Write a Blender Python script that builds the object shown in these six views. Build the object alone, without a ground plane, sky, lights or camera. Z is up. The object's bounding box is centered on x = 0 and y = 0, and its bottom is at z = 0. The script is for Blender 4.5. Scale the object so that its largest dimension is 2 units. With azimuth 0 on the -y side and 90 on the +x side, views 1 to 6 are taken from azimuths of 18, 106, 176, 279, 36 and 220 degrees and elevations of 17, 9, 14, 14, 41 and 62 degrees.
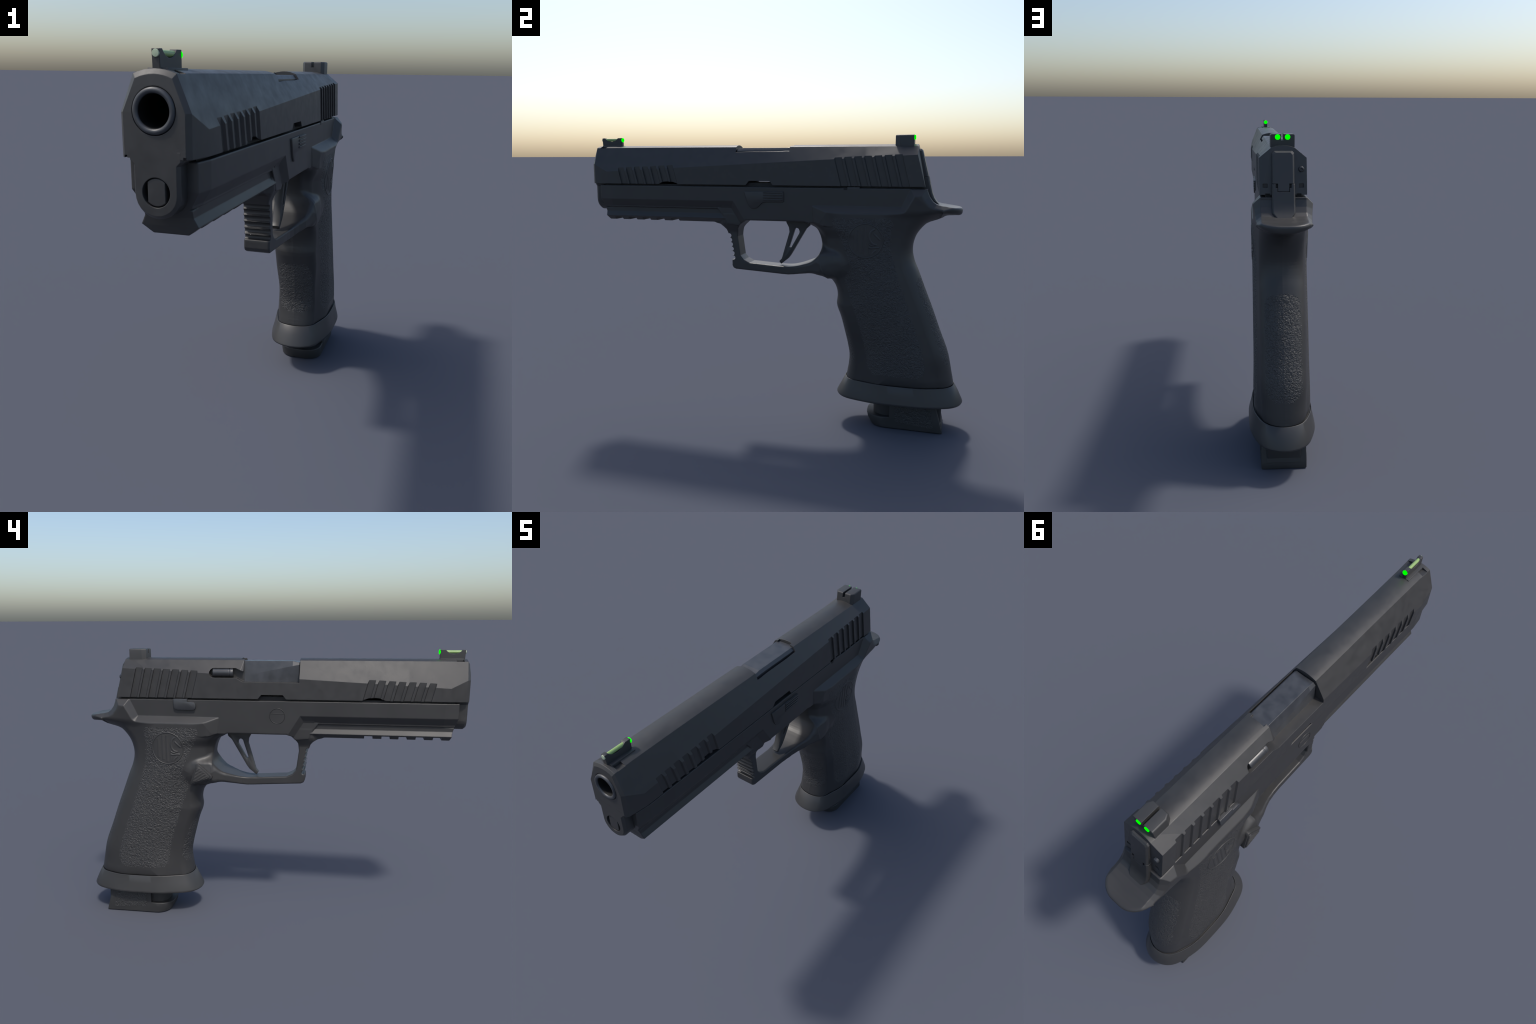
"""A full-size striker pistol, muzzle towards -y, standing on its magazine base.

Hard-surface metal parts (slide, sights, levers ...) are lofts and prisms with boolean cuts.
The polymer frame is one continuous moulded body: it is described as a solid made of
extruded profiles with rounded / chamfered edges and blended together, then meshed with
dual contouring and separated into its regions (receiver, rail, trigger guard, grip ...).
"""
import bpy, bmesh, math
import numpy as np
from mathutils import Vector, Matrix
from mathutils.bvhtree import BVHTree

for o in list(bpy.data.objects):
    bpy.data.objects.remove(o)

# ------------------------------------------------------------------ materials
def new_mat(name):
    m = bpy.data.materials.new(name)
    m.use_nodes = True
    nt = m.node_tree
    nt.nodes.clear()
    out = nt.nodes.new("ShaderNodeOutputMaterial")
    bs = nt.nodes.new("ShaderNodeBsdfPrincipled")
    nt.links.new(bs.outputs[0], out.inputs[0])
    return m, nt, bs


def N(nt, kind, **props):
    n = nt.nodes.new(kind)
    for k, v in props.items():
        setattr(n, k, v)
    return n


def surface_material(name, colour, rough, metallic=0.0, spec=0.5, mottle=0.12, mottle_scale=9.0,
                     rough_var=0.06, grain=0.0, grain_scale=400.0, edge=0.0025, tint=None,
                     stretch=(1, 1, 1), stipple=0.0):
    """dark coated metal / moulded polymer: base colour with cloudy wear, roughness blotches,
    optional fine grain or coarse stipple, and shading-rounded edges"""
    m, nt, bs = new_mat(name)
    L = nt.links.new
    tc = N(nt, "ShaderNodeTexCoord")
    mp = N(nt, "ShaderNodeMapping")
    mp.inputs["Scale"].default_value = stretch
    L(tc.outputs["Object"], mp.inputs[0])
    nz = N(nt, "ShaderNodeTexNoise")
    nz.inputs["Scale"].default_value = mottle_scale
    nz.inputs["Detail"].default_value = 6
    nz.inputs["Roughness"].default_value = 0.6
    L(mp.outputs[0], nz.inputs["Vector"])
    cr = N(nt, "ShaderNodeValToRGB")
    c2 = tint if tint else tuple(c * (1 + mottle) for c in colour)
    c1 = tuple(c * (1 - mottle) for c in colour)
    cr.color_ramp.elements[0].position = 0.35
    cr.color_ramp.elements[1].position = 0.68
    cr.color_ramp.elements[0].color = (*c1, 1)
    cr.color_ramp.elements[1].color = (*c2, 1)
    L(nz.outputs[0], cr.inputs[0])
    L(cr.outputs[0], bs.inputs["Base Color"])
    mr = N(nt, "ShaderNodeMapRange")
    mr.inputs["From Min"].default_value = 0.3
    mr.inputs["From Max"].default_value = 0.7
    mr.inputs["To Min"].default_value = rough - rough_var
    mr.inputs["To Max"].default_value = rough + rough_var
    L(nz.outputs[0], mr.inputs[0])
    L(mr.outputs[0], bs.inputs["Roughness"])
    bs.inputs["Metallic"].default_value = metallic
    bs.inputs["Specular IOR Level"].default_value = spec
    normal = None
    if edge > 0:
        bv = N(nt, "ShaderNodeBevel", samples=4)
        bv.inputs["Radius"].default_value = edge
        normal = bv.outputs[0]
    if stipple > 0:
        warp = N(nt, "ShaderNodeTexNoise")
        warp.inputs["Scale"].default_value = 95
        warp.inputs["Detail"].default_value = 1.2
        warp.inputs["Roughness"].default_value = 0.55
        warp.inputs["Distortion"].default_value = 1.1
        L(tc.outputs["Object"], warp.inputs["Vector"])
        b = N(nt, "ShaderNodeBump")
        b.inputs["Strength"].default_value = stipple
        b.inputs["Distance"].default_value = 0.0075
        L(warp.outputs[0], b.inputs["Height"])
        if normal:
            L(normal, b.inputs["Normal"])
        normal = b.outputs[0]
    if grain > 0:
        gn = N(nt, "ShaderNodeTexNoise")
        gn.inputs["Scale"].default_value = grain_scale
        gn.inputs["Detail"].default_value = 2
        L(tc.outputs["Object"], gn.inputs["Vector"])
        b = N(nt, "ShaderNodeBump")
        b.inputs["Strength"].default_value = grain
        b.inputs["Distance"].default_value = 0.001
        L(gn.outputs[0], b.inputs["Height"])
        if normal:
            L(normal, b.inputs["Normal"])
        normal = b.outputs[0]
    if normal:
        L(normal, bs.inputs["Normal"])
    return m


M_SLIDE = surface_material("coated_steel", (0.0362, 0.0356, 0.0354), 0.445, mottle=0.10, mottle_scale=20,
                           rough_var=0.075, grain=0.10, grain_scale=260, edge=0.003)
M_FRAME = surface_material("smooth_polymer", (0.0340, 0.0333, 0.0331), 0.44, mottle=0.06, mottle_scale=6,
                           rough_var=0.04, edge=0.004)
M_STIPPLE = surface_material("stippled_polymer", (0.0420, 0.0412, 0.0409), 0.54, mottle=0.06, mottle_scale=6,
                             rough_var=0.04, edge=0.0, stipple=1.0)
M_EMBLEM = surface_material("emblem_polymer", (0.0380, 0.0373, 0.0370), 0.47, mottle=0.06, mottle_scale=6, rough_var=0.04, edge=0.0)
M_FUNNEL = surface_material("satin_alloy", (0.0385, 0.0380, 0.0379), 0.40, mottle=0.06, mottle_scale=8, edge=0.003)
M_BASE = surface_material("base_polymer", (0.030, 0.030, 0.030), 0.52, mottle=0.05, edge=0.003)
M_BASE_ST = surface_material("base_stippled_polymer", (0.034, 0.034, 0.034), 0.55, mottle=0.05, edge=0.0, stipple=0.8)
M_BARREL = surface_material("blued_steel", (0.038, 0.041, 0.047), 0.40, mottle=0.20, mottle_scale=22,
                            rough_var=0.10, edge=0.003, spec=0.6)
M_STEEL = surface_material("polished_dark_steel", (0.032, 0.0335, 0.0365), 0.35, mottle=0.1, mottle_scale=20,
                           edge=0.002, spec=0.7)
M_SIGHT = surface_material("sight_steel", (0.036, 0.036, 0.036), 0.5, mottle=0.05, edge=0.003)
M_TRIGGER = surface_material("trigger_steel", (0.038, 0.038, 0.038), 0.45, mottle=0.06, edge=0.003)
M_INNER = surface_material("inner_dark", (0.012, 0.012, 0.013), 0.6, mottle=0.05, edge=0.0)
M_BORE = surface_material("bore_dark", (0.004, 0.004, 0.004), 0.6, mottle=0.05, edge=0.0)

# fibre-optic rod: pale green plastic, its rear end glows
M_FIBER, nt, bs = new_mat("green_fiber")
gz = N(nt, "ShaderNodeTexCoord")
nz = N(nt, "ShaderNodeTexNoise")
nz.inputs["Scale"].default_value = 60
nt.links.new(gz.outputs["Object"], nz.inputs["Vector"])
cr = N(nt, "ShaderNodeValToRGB")
cr.color_ramp.elements[0].color = (0.22, 0.35, 0.11, 1)
cr.color_ramp.elements[1].color = (0.29, 0.42, 0.16, 1)
nt.links.new(nz.outputs[0], cr.inputs[0])
nt.links.new(cr.outputs[0], bs.inputs["Base Color"])
bs.inputs["Roughness"].default_value = 0.35
bs.inputs["Subsurface Weight"].default_value = 0.15
bs.inputs["Subsurface Radius"].default_value = (0.004, 0.008, 0.003)

M_FIBER_END, nt, bs = new_mat("pale_fiber_end")
nz = N(nt, "ShaderNodeTexNoise")
nz.inputs["Scale"].default_value = 120
gz = N(nt, "ShaderNodeTexCoord")
nt.links.new(gz.outputs["Object"], nz.inputs["Vector"])
cr = N(nt, "ShaderNodeValToRGB")
cr.color_ramp.elements[0].color = (0.34, 0.42, 0.27, 1)
cr.color_ramp.elements[1].color = (0.46, 0.52, 0.38, 1)
nt.links.new(nz.outputs[0], cr.inputs[0])
nt.links.new(cr.outputs[0], bs.inputs["Base Color"])
bs.inputs["Roughness"].default_value = 0.4

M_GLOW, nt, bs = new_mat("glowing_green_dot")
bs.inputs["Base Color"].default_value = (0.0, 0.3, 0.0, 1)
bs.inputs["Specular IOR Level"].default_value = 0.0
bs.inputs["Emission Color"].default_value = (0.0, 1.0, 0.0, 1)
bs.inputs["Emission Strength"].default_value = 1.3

# ------------------------------------------------------------------ object helpers
ROOT = bpy.data.objects.new("pistol", None)
bpy.context.collection.objects.link(ROOT)
ROOT["label"] = "black semi-automatic pistol with long slide and green sights"
ROOT["category"] = "handgun"


def link(name, me, mat, parent=ROOT, angle=35.0):
    ob = bpy.data.objects.new(name, me)
    bpy.context.collection.objects.link(ob)
    if parent is not None:
        ob.parent = parent
    if mat is not None:
        me.materials.clear()
        me.materials.append(mat)
    if angle is not None:
        me.polygons.foreach_set("use_smooth", [True] * len(me.polygons))
        me.set_sharp_from_angle(angle=math.radians(angle))
    return ob


def bm_to_mesh(bm, name):
    bmesh.ops.recalc_face_normals(bm, faces=bm.faces)
    me = bpy.data.meshes.new(name)
    bm.to_mesh(me)
    bm.free()
    return me


AX = {"x": lambda a, p: (a, p[0], p[1]), "y": lambda a, p: (p[0], a, p[1]), "z": lambda a, p: (p[0], p[1], a)}


def prism_bm(poly, axis, a, b, bm=None, shrink_a=0.0, shrink_b=0.0):
    """polygon (in the two other axes, alphabetical order) extruded from a to b"""
    bm = bm or bmesh.new()
    put = AX[axis]
    cx = sum(p[0] for p in poly) / len(poly)
    cy = sum(p[1] for p in poly) / len(poly)
    def sh(p, s):
        return (p[0] + (cx - p[0]) * s, p[1] + (cy - p[1]) * s)
    A = [bm.verts.new(put(a, sh(p, shrink_a))) for p in poly]
    B = [bm.verts.new(put(b, sh(p, shrink_b))) for p in poly]
    n = len(poly)
    bm.faces.new(A)
    bm.faces.new(B[::-1])
    for i in range(n):
        j = (i + 1) % n
        bm.faces.new((A[i], B[i], B[j], A[j]))
    return bm


def prism(name, poly, axis, a, b, mat, parent=ROOT, bevel=0.0, seg=2, angle=35.0, bev_angle=30.0):
    bm = prism_bm(poly, axis, a, b)
    bmesh.ops.recalc_face_normals(bm, faces=bm.faces)
    if bevel > 0:
        es = [e for e in bm.edges if len(e.link_faces) == 2 and e.calc_face_angle(0) > math.radians(bev_angle)]
        bmesh.ops.bevel(bm, geom=es, offset=bevel, segments=seg, affect="EDGES", profile=0.5, clamp_overlap=True)
    return link(name, bm_to_mesh(bm, name), mat, parent, angle)


def loft_bm(rings, cap=True, bm=None):
    bm = bm or bmesh.new()
    V = [[bm.verts.new(p) for p in r] for r in rings]
    n = len(rings[0])
    for a, b in zip(V[:-1], V[1:]):
        for i in range(n):
            j = (i + 1) % n
            bm.faces.new((a[i], a[j], b[j], b[i]))
    if cap:
        bm.faces.new(V[0][::-1])
        bm.faces.new(V[-1])
    return bm


def loft(name, rings, mat, parent=ROOT, angle=35.0, cap=True):
    return link(name, bm_to_mesh(loft_bm(rings, cap), name), mat, parent, angle)


def circle(cu, cv, r, n=32, a0=0.0, a1=2 * math.pi, close=True):
    m = n if close else n + 1
    return [(cu + r * math.cos(a0 + (a1 - a0) * i / n), cv + r * math.sin(a0 + (a1 - a0) * i / n)) for i in range(m)]


def round_poly(pts, radii, seg=5):
    """polygon with rounded corners; radii: number or list"""
    out, n = [], len(pts)
    if not hasattr(radii, "__len__"):
        radii = [radii] * n
    for i in range(n):
        p0, p, p1 = Vector(pts[i - 1]), Vector(pts[i]), Vector(pts[(i + 1) % n])
        r = radii[i]
        if r <= 0:
            out.append(tuple(p))
            continue
        a, b = (p0 - p), (p1 - p)
        t = min(r, a.length * 0.49, b.length * 0.49)
        s, e = p + a.normalized() * t, p + b.normalized() * t
        for k in range(seg + 1):
            u = k / seg
            out.append(tuple(s * (1 - u) ** 2 + p * 2 * u * (1 - u) + e * u * u))
    return out


def boolean(ob, cutters_bm, op="DIFFERENCE"):
    me = bm_to_mesh(cutters_bm, "cut")
    cut = bpy.data.objects.new("cut", me)
    bpy.context.collection.objects.link(cut)
    md = ob.modifiers.new("b", "BOOLEAN")
    md.operation, md.object, md.solver = op, cut, "EXACT"
    md.use_self = True
    dg = bpy.context.evaluated_depsgraph_get()
    new = bpy.data.meshes.new_from_object(ob.evaluated_get(dg))
    ob.modifiers.remove(md)
    old = ob.data
    ob.data = new
    bpy.data.meshes.remove(old)
    bpy.data.objects.remove(cut)
    bpy.data.meshes.remove(me)


def finish(ob, mat, angle=30.0):
    me = ob.data
    me.materials.clear()
    me.materials.append(mat)
    me.polygons.foreach_set("material_index", [0] * len(me.polygons))
    me.polygons.foreach_set("use_smooth", [True] * len(me.polygons))
    me.set_sharp_from_angle(angle=math.radians(angle))


# =================================================================== SLIDE
Z_BOT, Z_TOP = 1.2187, 1.4205           # slide underside, crown of the top
HW = 0.1003                              # slide half width
Y_KNEE, Y_FRONT, Y_FACE = -0.905, -0.9825, -0.9955

def shoulder_z(y):                       # height of the line between side wall and sloped flank
    return 1.2832 + (y + 0.905) * (1.3695 - 1.2832) / (0.739 + 0.905)

def slide_ring(y, hw, zs, tx, tz, crown, yfun=None, zbot=Z_BOT):
    half = [(hw, zbot), (hw, zs), (tx, tz)]
    for t in (0.75, 0.5, 0.25):
        half.append((tx * t, tz + (crown - tz) * (1 - t * t)))
    pts = half + [(0.0, crown)] + [(-x, z) for x, z in half[::-1]]
    return [(x, (yfun(x, z) if yfun else y), z) for x, z in pts]

def rear_y(x, z):                        # raked, slightly proud in the middle
    return 0.7418 + (1.4205 - z) * 0.262 - 0.0115 * max(0.0, (abs(x) - 0.05) / 0.05)

rings = [slide_ring(Y_FACE, 0.0785, 1.3235, 0.0466, 1.3985, 1.4085, lambda x, z: Y_FACE + max(0, z - 1.36) * 0.12),
         slide_ring(Y_FRONT, 0.0895, 1.3225, 0.0545, 1.4095, Z_TOP),
         slide_ring(Y_KNEE, HW, shoulder_z(Y_KNEE), 0.0520, 1.4100, Z_TOP)]
for i in range(1, 9):
    y = Y_KNEE + (0.70 - Y_KNEE) * i / 8
    rings.append(slide_ring(y, HW, shoulder_z(y), 0.0510, 1.4103, Z_TOP))
rings.append(slide_ring(0, HW, 1.3695, 0.0500, 1.4105, Z_TOP, rear_y))
slide = loft("slide", rings, M_SLIDE)

# tongue under the muzzle (dust cover plug with the guide-rod eye)
def tongue_ring(y, r, hw, zc=1.1345):
    arc = [(hw * math.sin(a), zc - r * math.cos(a)) for a in [math.pi / 2 * k / 7 for k in range(8)]]
    half = arc + [(hw, 1.203), (hw + 0.0105, 1.2135), (hw + 0.0105, 1.235)]
    pts = [(-x, z) for x, z in half[::-1]] + half[1:]
    return [(x, y, z) for x, z in pts]
bm = loft_bm([tongue_ring(-0.9955, 0.0525, 0.0535), tongue_ring(-0.9845, 0.0615, 0.0605), tongue_ring(-0.925, 0.0615, 0.0605)])
boolean(slide, bm, "UNION")

cut = bmesh.new()
# ejection port: shallow on the right, deep on the left
port = [(0.0640, 1.3905), (0.085, 1.3905), (0.085, 1.46), (-0.13, 1.46), (-0.13, 1.3025), (-0.030, 1.3025), (-0.030, 1.345), (0.0640, 1.345)]
prism_bm(port, "y", -0.1722, 0.1128, cut)
boolean(slide, cut)
cut = bmesh.new()
# extractor slot running back from the port
ext = [(0.09, 1.3025), (0.1075, 1.3025), (0.122, 1.308), (0.1485, 1.3238), (0.2640, 1.3238)]
ext += circle(0.2640, 1.3476, 0.0238, 12, -math.pi / 2, math.pi / 2, False)[1:-1]
ext += [(0.2640, 1.3714), (0.152, 1.3714), (0.118, 1.3565), (0.09, 1.3565)]
prism_bm(ext, "x", -0.13, -0.058, cut)
boolean(slide, cut)
cut = bmesh.new()
prism_bm([(-0.036, 1.396), (0.032, 1.396), (0.032, 1.46), (-0.036, 1.46)], "y", 0.09, 0.1275, cut)   # step behind the hood
boolean(slide, cut)
cut = bmesh.new()
# facet behind the port
bm2 = bmesh.new()
F = [(-0.0515, 0.1128, 1.4108), (-0.0515, 0.100, 1.4108), (-0.140, 0.198, 1.3315), (-0.078, 0.1128, 1.357), (-0.078, 0.100, 1.357),
     (-0.140, 0.100, 1.34), (-0.140, 0.100, 1.43), (-0.0515, 0.100, 1.43), (-0.0515, 0.1128, 1.43), (-0.140, 0.198, 1.36)]
bmesh.ops.convex_hull(bm2, input=[bm2.verts.new(p) for p in F])
boolean(slide, bm2)
cut.free()

# notches along the lower edge
cut = bmesh.new()
prism_bm([(-0.112, 1.2100), (-0.108, 1.2187), (-0.0905, 1.2402), (0.0195, 1.2402), (0.0365, 1.2187), (0.040, 1.2100)], "x", -0.2, 0.2, cut)
boolean(slide, cut)
cut = bmesh.new()
arc = [(-0.600, 1.2100), (-0.600, 1.2187), (-0.572, 1.2305), (-0.543, 1.2335), (-0.515, 1.2305), (-0.482, 1.2187), (-0.482, 1.2100)]
prism_bm(arc, "x", -0.2, -0.075, cut)
prism_bm(arc, "x", 0.075, 0.2, cut)
# lip beside the tongue
for s in (-1, 1):
    prism_bm([(s * 0.0718, 1.205), (s * 0.0718, 1.2243), (s * 0.0790, 1.2243), (s * 0.0790, 1.205)], "y", -1.02, -0.90, cut)
boolean(slide, cut)

# cocking serrations: raked slots, steep on one side and ramped on the other
RAKE, DEPTH, PITCH = 0.255, 0.0076, 0.0489
def serration_cutters(y_first, width, count, steep_front, z_ref):
    c = bmesh.new()
    for side in (-1, 1):
        for k in range(count):
            yc = y_first - k * PITCH
            z0, z1 = 1.205, shoulder_z(yc) + 0.040
            def yy(y, z):
                return y - (z - z_ref) * RAKE
            ya, yb = yc, yc - width           # rear edge, front edge at z_ref
            ramp = 0.0045
            fr = (yb, yb) if steep_front else (yb, yb + ramp)
            bk = (ya, ya - ramp) if steep_front else (ya, ya)
            xs = (side * (HW + 0.0001), side * (HW - DEPTH))
            xo = side * (HW + 0.05)
            def ring(z):
                return [(xo, yy(fr[0], z), z), (xs[0], yy(fr[0], z), z), (xs[1], yy(fr[1], z), z),
                        (xs[1], yy(bk[1], z), z), (xs[0], yy(bk[0], z), z), (xo, yy(bk[0], z), z)]
            loft_bm([ring(z0), ring(z1)], True, c)
    return c
boolean(slide, serration_cutters(0.6735, 0.0385, 7, False, 1.3700))
boolean(slide, serration_cutters(-0.5110, 0.0365, 7, True, 1.3170))

# muzzle hole, guide-rod eye, front-sight dovetail
cut = bmesh.new()
prism_bm(circle(0.0, 1.3270, 0.0556, 48), "y", -1.1, -0.62, cut)
boolean(slide, cut)
cut = bmesh.new()
prism_bm(circle(0.0, 1.1390, 0.0362, 40), "y", -1.1, -0.955, cut)
prism_bm([(-0.09, -0.9645), (0.09, -0.9645), (0.09, -0.9290), (-0.09, -0.9290)], "z", 1.4085, 1.45, cut)
boolean(slide, cut)
# rear cover details: small pockets beside the cover plate
cut = bmesh.new()
for s in (-1, 1):
    prism_bm([(s * 0.0660, 1.2480), (s * 0.0860, 1.2480), (s * 0.0860, 1.2640), (s * 0.0660, 1.2640)], "y", 0.768, 0.83, cut)
    prism_bm([(s * 0.0560, 1.2130), (s * 0.0760, 1.2130), (s * 0.0760, 1.2235), (s * 0.0560, 1.2235)], "y", 0.765, 0.83, cut)
boolean(slide, cut)
finish(slide, M_SLIDE, 11)

# front-sight dovetail filler (rail of the dovetail, a little lower than the crown)
prism("front_sight_base", [(-0.026, -0.8535), (0.026, -0.8535), (0.026, -0.9655), (-0.026, -0.9655)], "z", 1.4050, 1.4222, M_SIGHT, bevel=0.001)

# cover plate on the rear of the slide, following its rake
def rear_strip(name, outline, lift_top, mat, back, bevel=0.006):
    """plate whose outline is (x, z); its rear surface follows back(z)"""
    bm = bmesh.new()
    A = [bm.verts.new((x, back(z) - 0.03, z)) for x, z in outline]
    B = [bm.verts.new((x, back(z), z)) for x, z in outline]
    n = len(outline)
    bm.faces.new(B)
    bm.faces.new(A[::-1])
    for i in range(n):
        j = (i + 1) % n
        bm.faces.new((A[i], A[j], B[j], B[i]))
    # curved backs need interior rows
    zs = sorted({round(z, 4) for _, z in outline})
    bmesh.ops.triangulate(bm, faces=[f for f in bm.faces if len(f.verts) > 4])
    bmesh.ops.recalc_face_normals(bm, faces=bm.faces)
    return link(name, bm_to_mesh(bm, name), mat)

def plate_back(z):
    return 0.7555 + (1.4205 - z) * 0.255

plate = [(-0.046, 1.2670), (-0.0235, 1.2670), (-0.0235, 1.2355), (0.0235, 1.2355), (0.0235, 1.2670), (0.046, 1.2670),
         (0.046, 1.390), (0.038, 1.3985), (-0.038, 1.3985), (-0.046, 1.390)]
def plate_mesh(name, outline, back, front_gap, chamfer, mat):
    bm = bmesh.new()
    n = len(outline)
    cx = 0.0
    zc = (max(z for _, z in outline) + min(z for _, z in outline)) / 2
    hz = (max(z for _, z in outline) - min(z for _, z in outline)) / 2
    def ins(p):
        x, z = p
        return (x - math.copysign(min(chamfer, abs(x)), x) if abs(x) > 0.03 else x,
                z - chamfer if z > zc + hz * 0.8 else z)
    A = [bm.verts.new((x, back(z) - front_gap, z)) for x, z in outline]
    B = [bm.verts.new((x, back(z) - chamfer * 0.9, z)) for x, z in outline]
    C = [bm.verts.new((ins(p)[0], back(ins(p)[1]), ins(p)[1])) for p in outline]
    for P, Q in ((A, B), (B, C)):
        for i in range(n):
            j = (i + 1) % n
            bm.faces.new((P[i], P[j], Q[j], Q[i]))
    bm.faces.new(C)
    bm.faces.new(A[::-1])
    return link(name, bm_to_mesh(bm, name), mat, angle=25)
cover = plate_mesh("slide_cover_plate", plate, plate_back, 0.03, 0.007, M_SLIDE)

# striker-status pin beside the plate
def lathe_y(name, prof, cx, cz, mat, parent=ROOT, n=28, angle=30, sx=1.0):
    """prof: list of (r, y) swept round the y axis at (cx, cz)"""
    rings = [[(cx + r * math.cos(2 * math.pi * i / n), y, cz + r * math.sin(2 * math.pi * i / n)) for i in range(n)] for r, y in prof]
    return loft(name, rings, mat, parent, angle)
lathe_y("extractor_pin", [(0.0125, 0.74), (0.0125, 0.764), (0.0100, 0.7685), (0.0060, 0.7695), (0.0040, 0.7670)], -0.0765, 1.3235, M_STEEL)

# =================================================================== BARREL
prof = [(0.0540, -0.60), (0.0540, -0.9935)]
for k in range(0, 9):
    a = math.pi * k / 8
    prof.append((0.0468 + 0.0072 * math.cos(a), -0.9935 - 0.0065 * math.sin(a)))
prof += [(0.0396, -0.985), (0.0396, -0.72), (0.0005, -0.718)]
barrel = lathe_y("barrel", prof, 0.0, 1.3270, M_BARREL, n=56)
me = barrel.data
me.materials.append(M_BORE)
for p in me.polygons:
    c = p.center
    if math.hypot(c.x, c.z - 1.327) < 0.0402 and c.y > -0.99:
        p.material_index = 1
# chamber hood filling the ejection port
def hood_ring(y, drop, zc):
    """flat-topped block; its left flank creases at height zc"""
    return [(x, y, z) for x, z in ((0.0545, 1.24), (0.0545, 1.3930 - drop * 0.4), (0.045, 1.4065 - drop), (-0.044, 1.4065 - drop), (-0.0550, zc), (-0.0560, 1.24))]
loft("chamber_hood", [hood_ring(-0.1685, 0.007, 1.3890), hood_ring(-0.135, 0.0, 1.3830), hood_ring(0.100, 0.0, 1.3335), hood_ring(0.1265, 0.0, 1.3270)], M_BARREL, angle=8)
# extractor in its slot
prof = [(0.004, 0.2705), (0.0200, 0.2700), (0.0215, 0.2680), (0.0215, 0.188), (0.0203, 0.186), (0.0203, 0.183), (0.0215, 0.181),
        (0.0215, 0.170), (0.0200, 0.1655), (0.0050, 0.1645)]
lathe_y("extractor", prof, -0.0735, 1.3485, M_STEEL, n=32)
# recoil guide rod: round head with two flats
def rod_ring(y, s=1.0):
    a0 = math.asin(0.0238 / 0.0345)
    pts = [(0.0345 * s * math.sin(-a0 + 2 * a0 * k / 8), 0.0345 * s * math.cos(-a0 + 2 * a0 * k / 8)) for k in range(9)]
    pts += [(-x, -z) for x, z in pts]
    return [(x, y, 1.1390 + z) for x, z in pts]
loft("guide_rod", [rod_ring(-0.94), rod_ring(-0.9905), rod_ring(-0.9935, 0.93)], M_SLIDE)
prism("guide_rod_well", circle(0, 1.139, 0.0358, 24), "y", -0.958, -0.950, M_BORE)

# =================================================================== SIGHTS
fs = [(-0.9725, 1.4150), (-0.9755, 1.4635), (-0.9595, 1.4640), (-0.9535, 1.4570), (-0.9420, 1.4490), (-0.9290, 1.4452), (-0.9190, 1.4443),
      (-0.9080, 1.4455), (-0.8970, 1.4495), (-0.8860, 1.4580), (-0.8800, 1.4640), (-0.8545, 1.4645), (-0.8545, 1.4150)]
fsight = prism("front_sight", fs, "x", -0.0098, 0.0098, M_SIGHT, bevel=0.0008, seg=1)
lathe_y("sight_fiber", [(0.0078, -0.974), (0.0078, -0.860)], 0.0008, 1.4535, M_FIBER, fsight, n=20)
lathe_y("fiber_tip", [(0.0090, -0.970), (0.0090, -0.9765), (0.0080, -0.9780), (0.0030, -0.9785)], 0.0008, 1.4535, M_FIBER_END, fsight, n=24)
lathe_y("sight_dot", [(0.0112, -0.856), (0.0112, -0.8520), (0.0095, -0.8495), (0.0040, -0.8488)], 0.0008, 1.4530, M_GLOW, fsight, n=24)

rs_plan = [(-0.051, 0.7215), (-0.051, 0.655), (-0.038, 0.634), (0.038, 0.634), (0.051, 0.655), (0.051, 0.7215)]
bm = prism_bm(rs_plan, "z", 1.4050, 1.4650)
bmesh.ops.recalc_face_normals(bm, faces=bm.faces)
es = [e for e in bm.edges if min(v.co.z for v in e.verts) > 1.46 and not all(abs(v.co.y - 0.7215) < 1e-4 for v in e.verts)]
bmesh.ops.bevel(bm, geom=es, offset=0.0065, segments=3, affect="EDGES", profile=0.5)
rsight = link("rear_sight", bm_to_mesh(bm, "rear_sight"), M_SIGHT)
cut = bmesh.new()
prism_bm([(-0.0065, 1.4395), (0.0065, 1.4395), (0.0065, 1.48), (-0.0065, 1.48)], "y", 0.60, 0.76, cut)
boolean(rsight, cut)
finish(rsight, M_SIGHT)
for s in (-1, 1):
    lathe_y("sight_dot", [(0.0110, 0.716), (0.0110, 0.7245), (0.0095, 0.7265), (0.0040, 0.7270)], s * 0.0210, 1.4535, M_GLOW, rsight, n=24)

# =================================================================== POLYMER FRAME
SHEET = {}                                # remembered distances on the side-view grid

def sd_poly(P, u, v):
    """signed distance to a polygon (negative inside)"""
    if u is SHEET.get("u") and v is SHEET.get("v"):
        if id(P) not in SHEET:
            SHEET[id(P)] = outline_distance(P, u, v)
        return SHEET[id(P)]
    return outline_distance(P, u, v)


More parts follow.
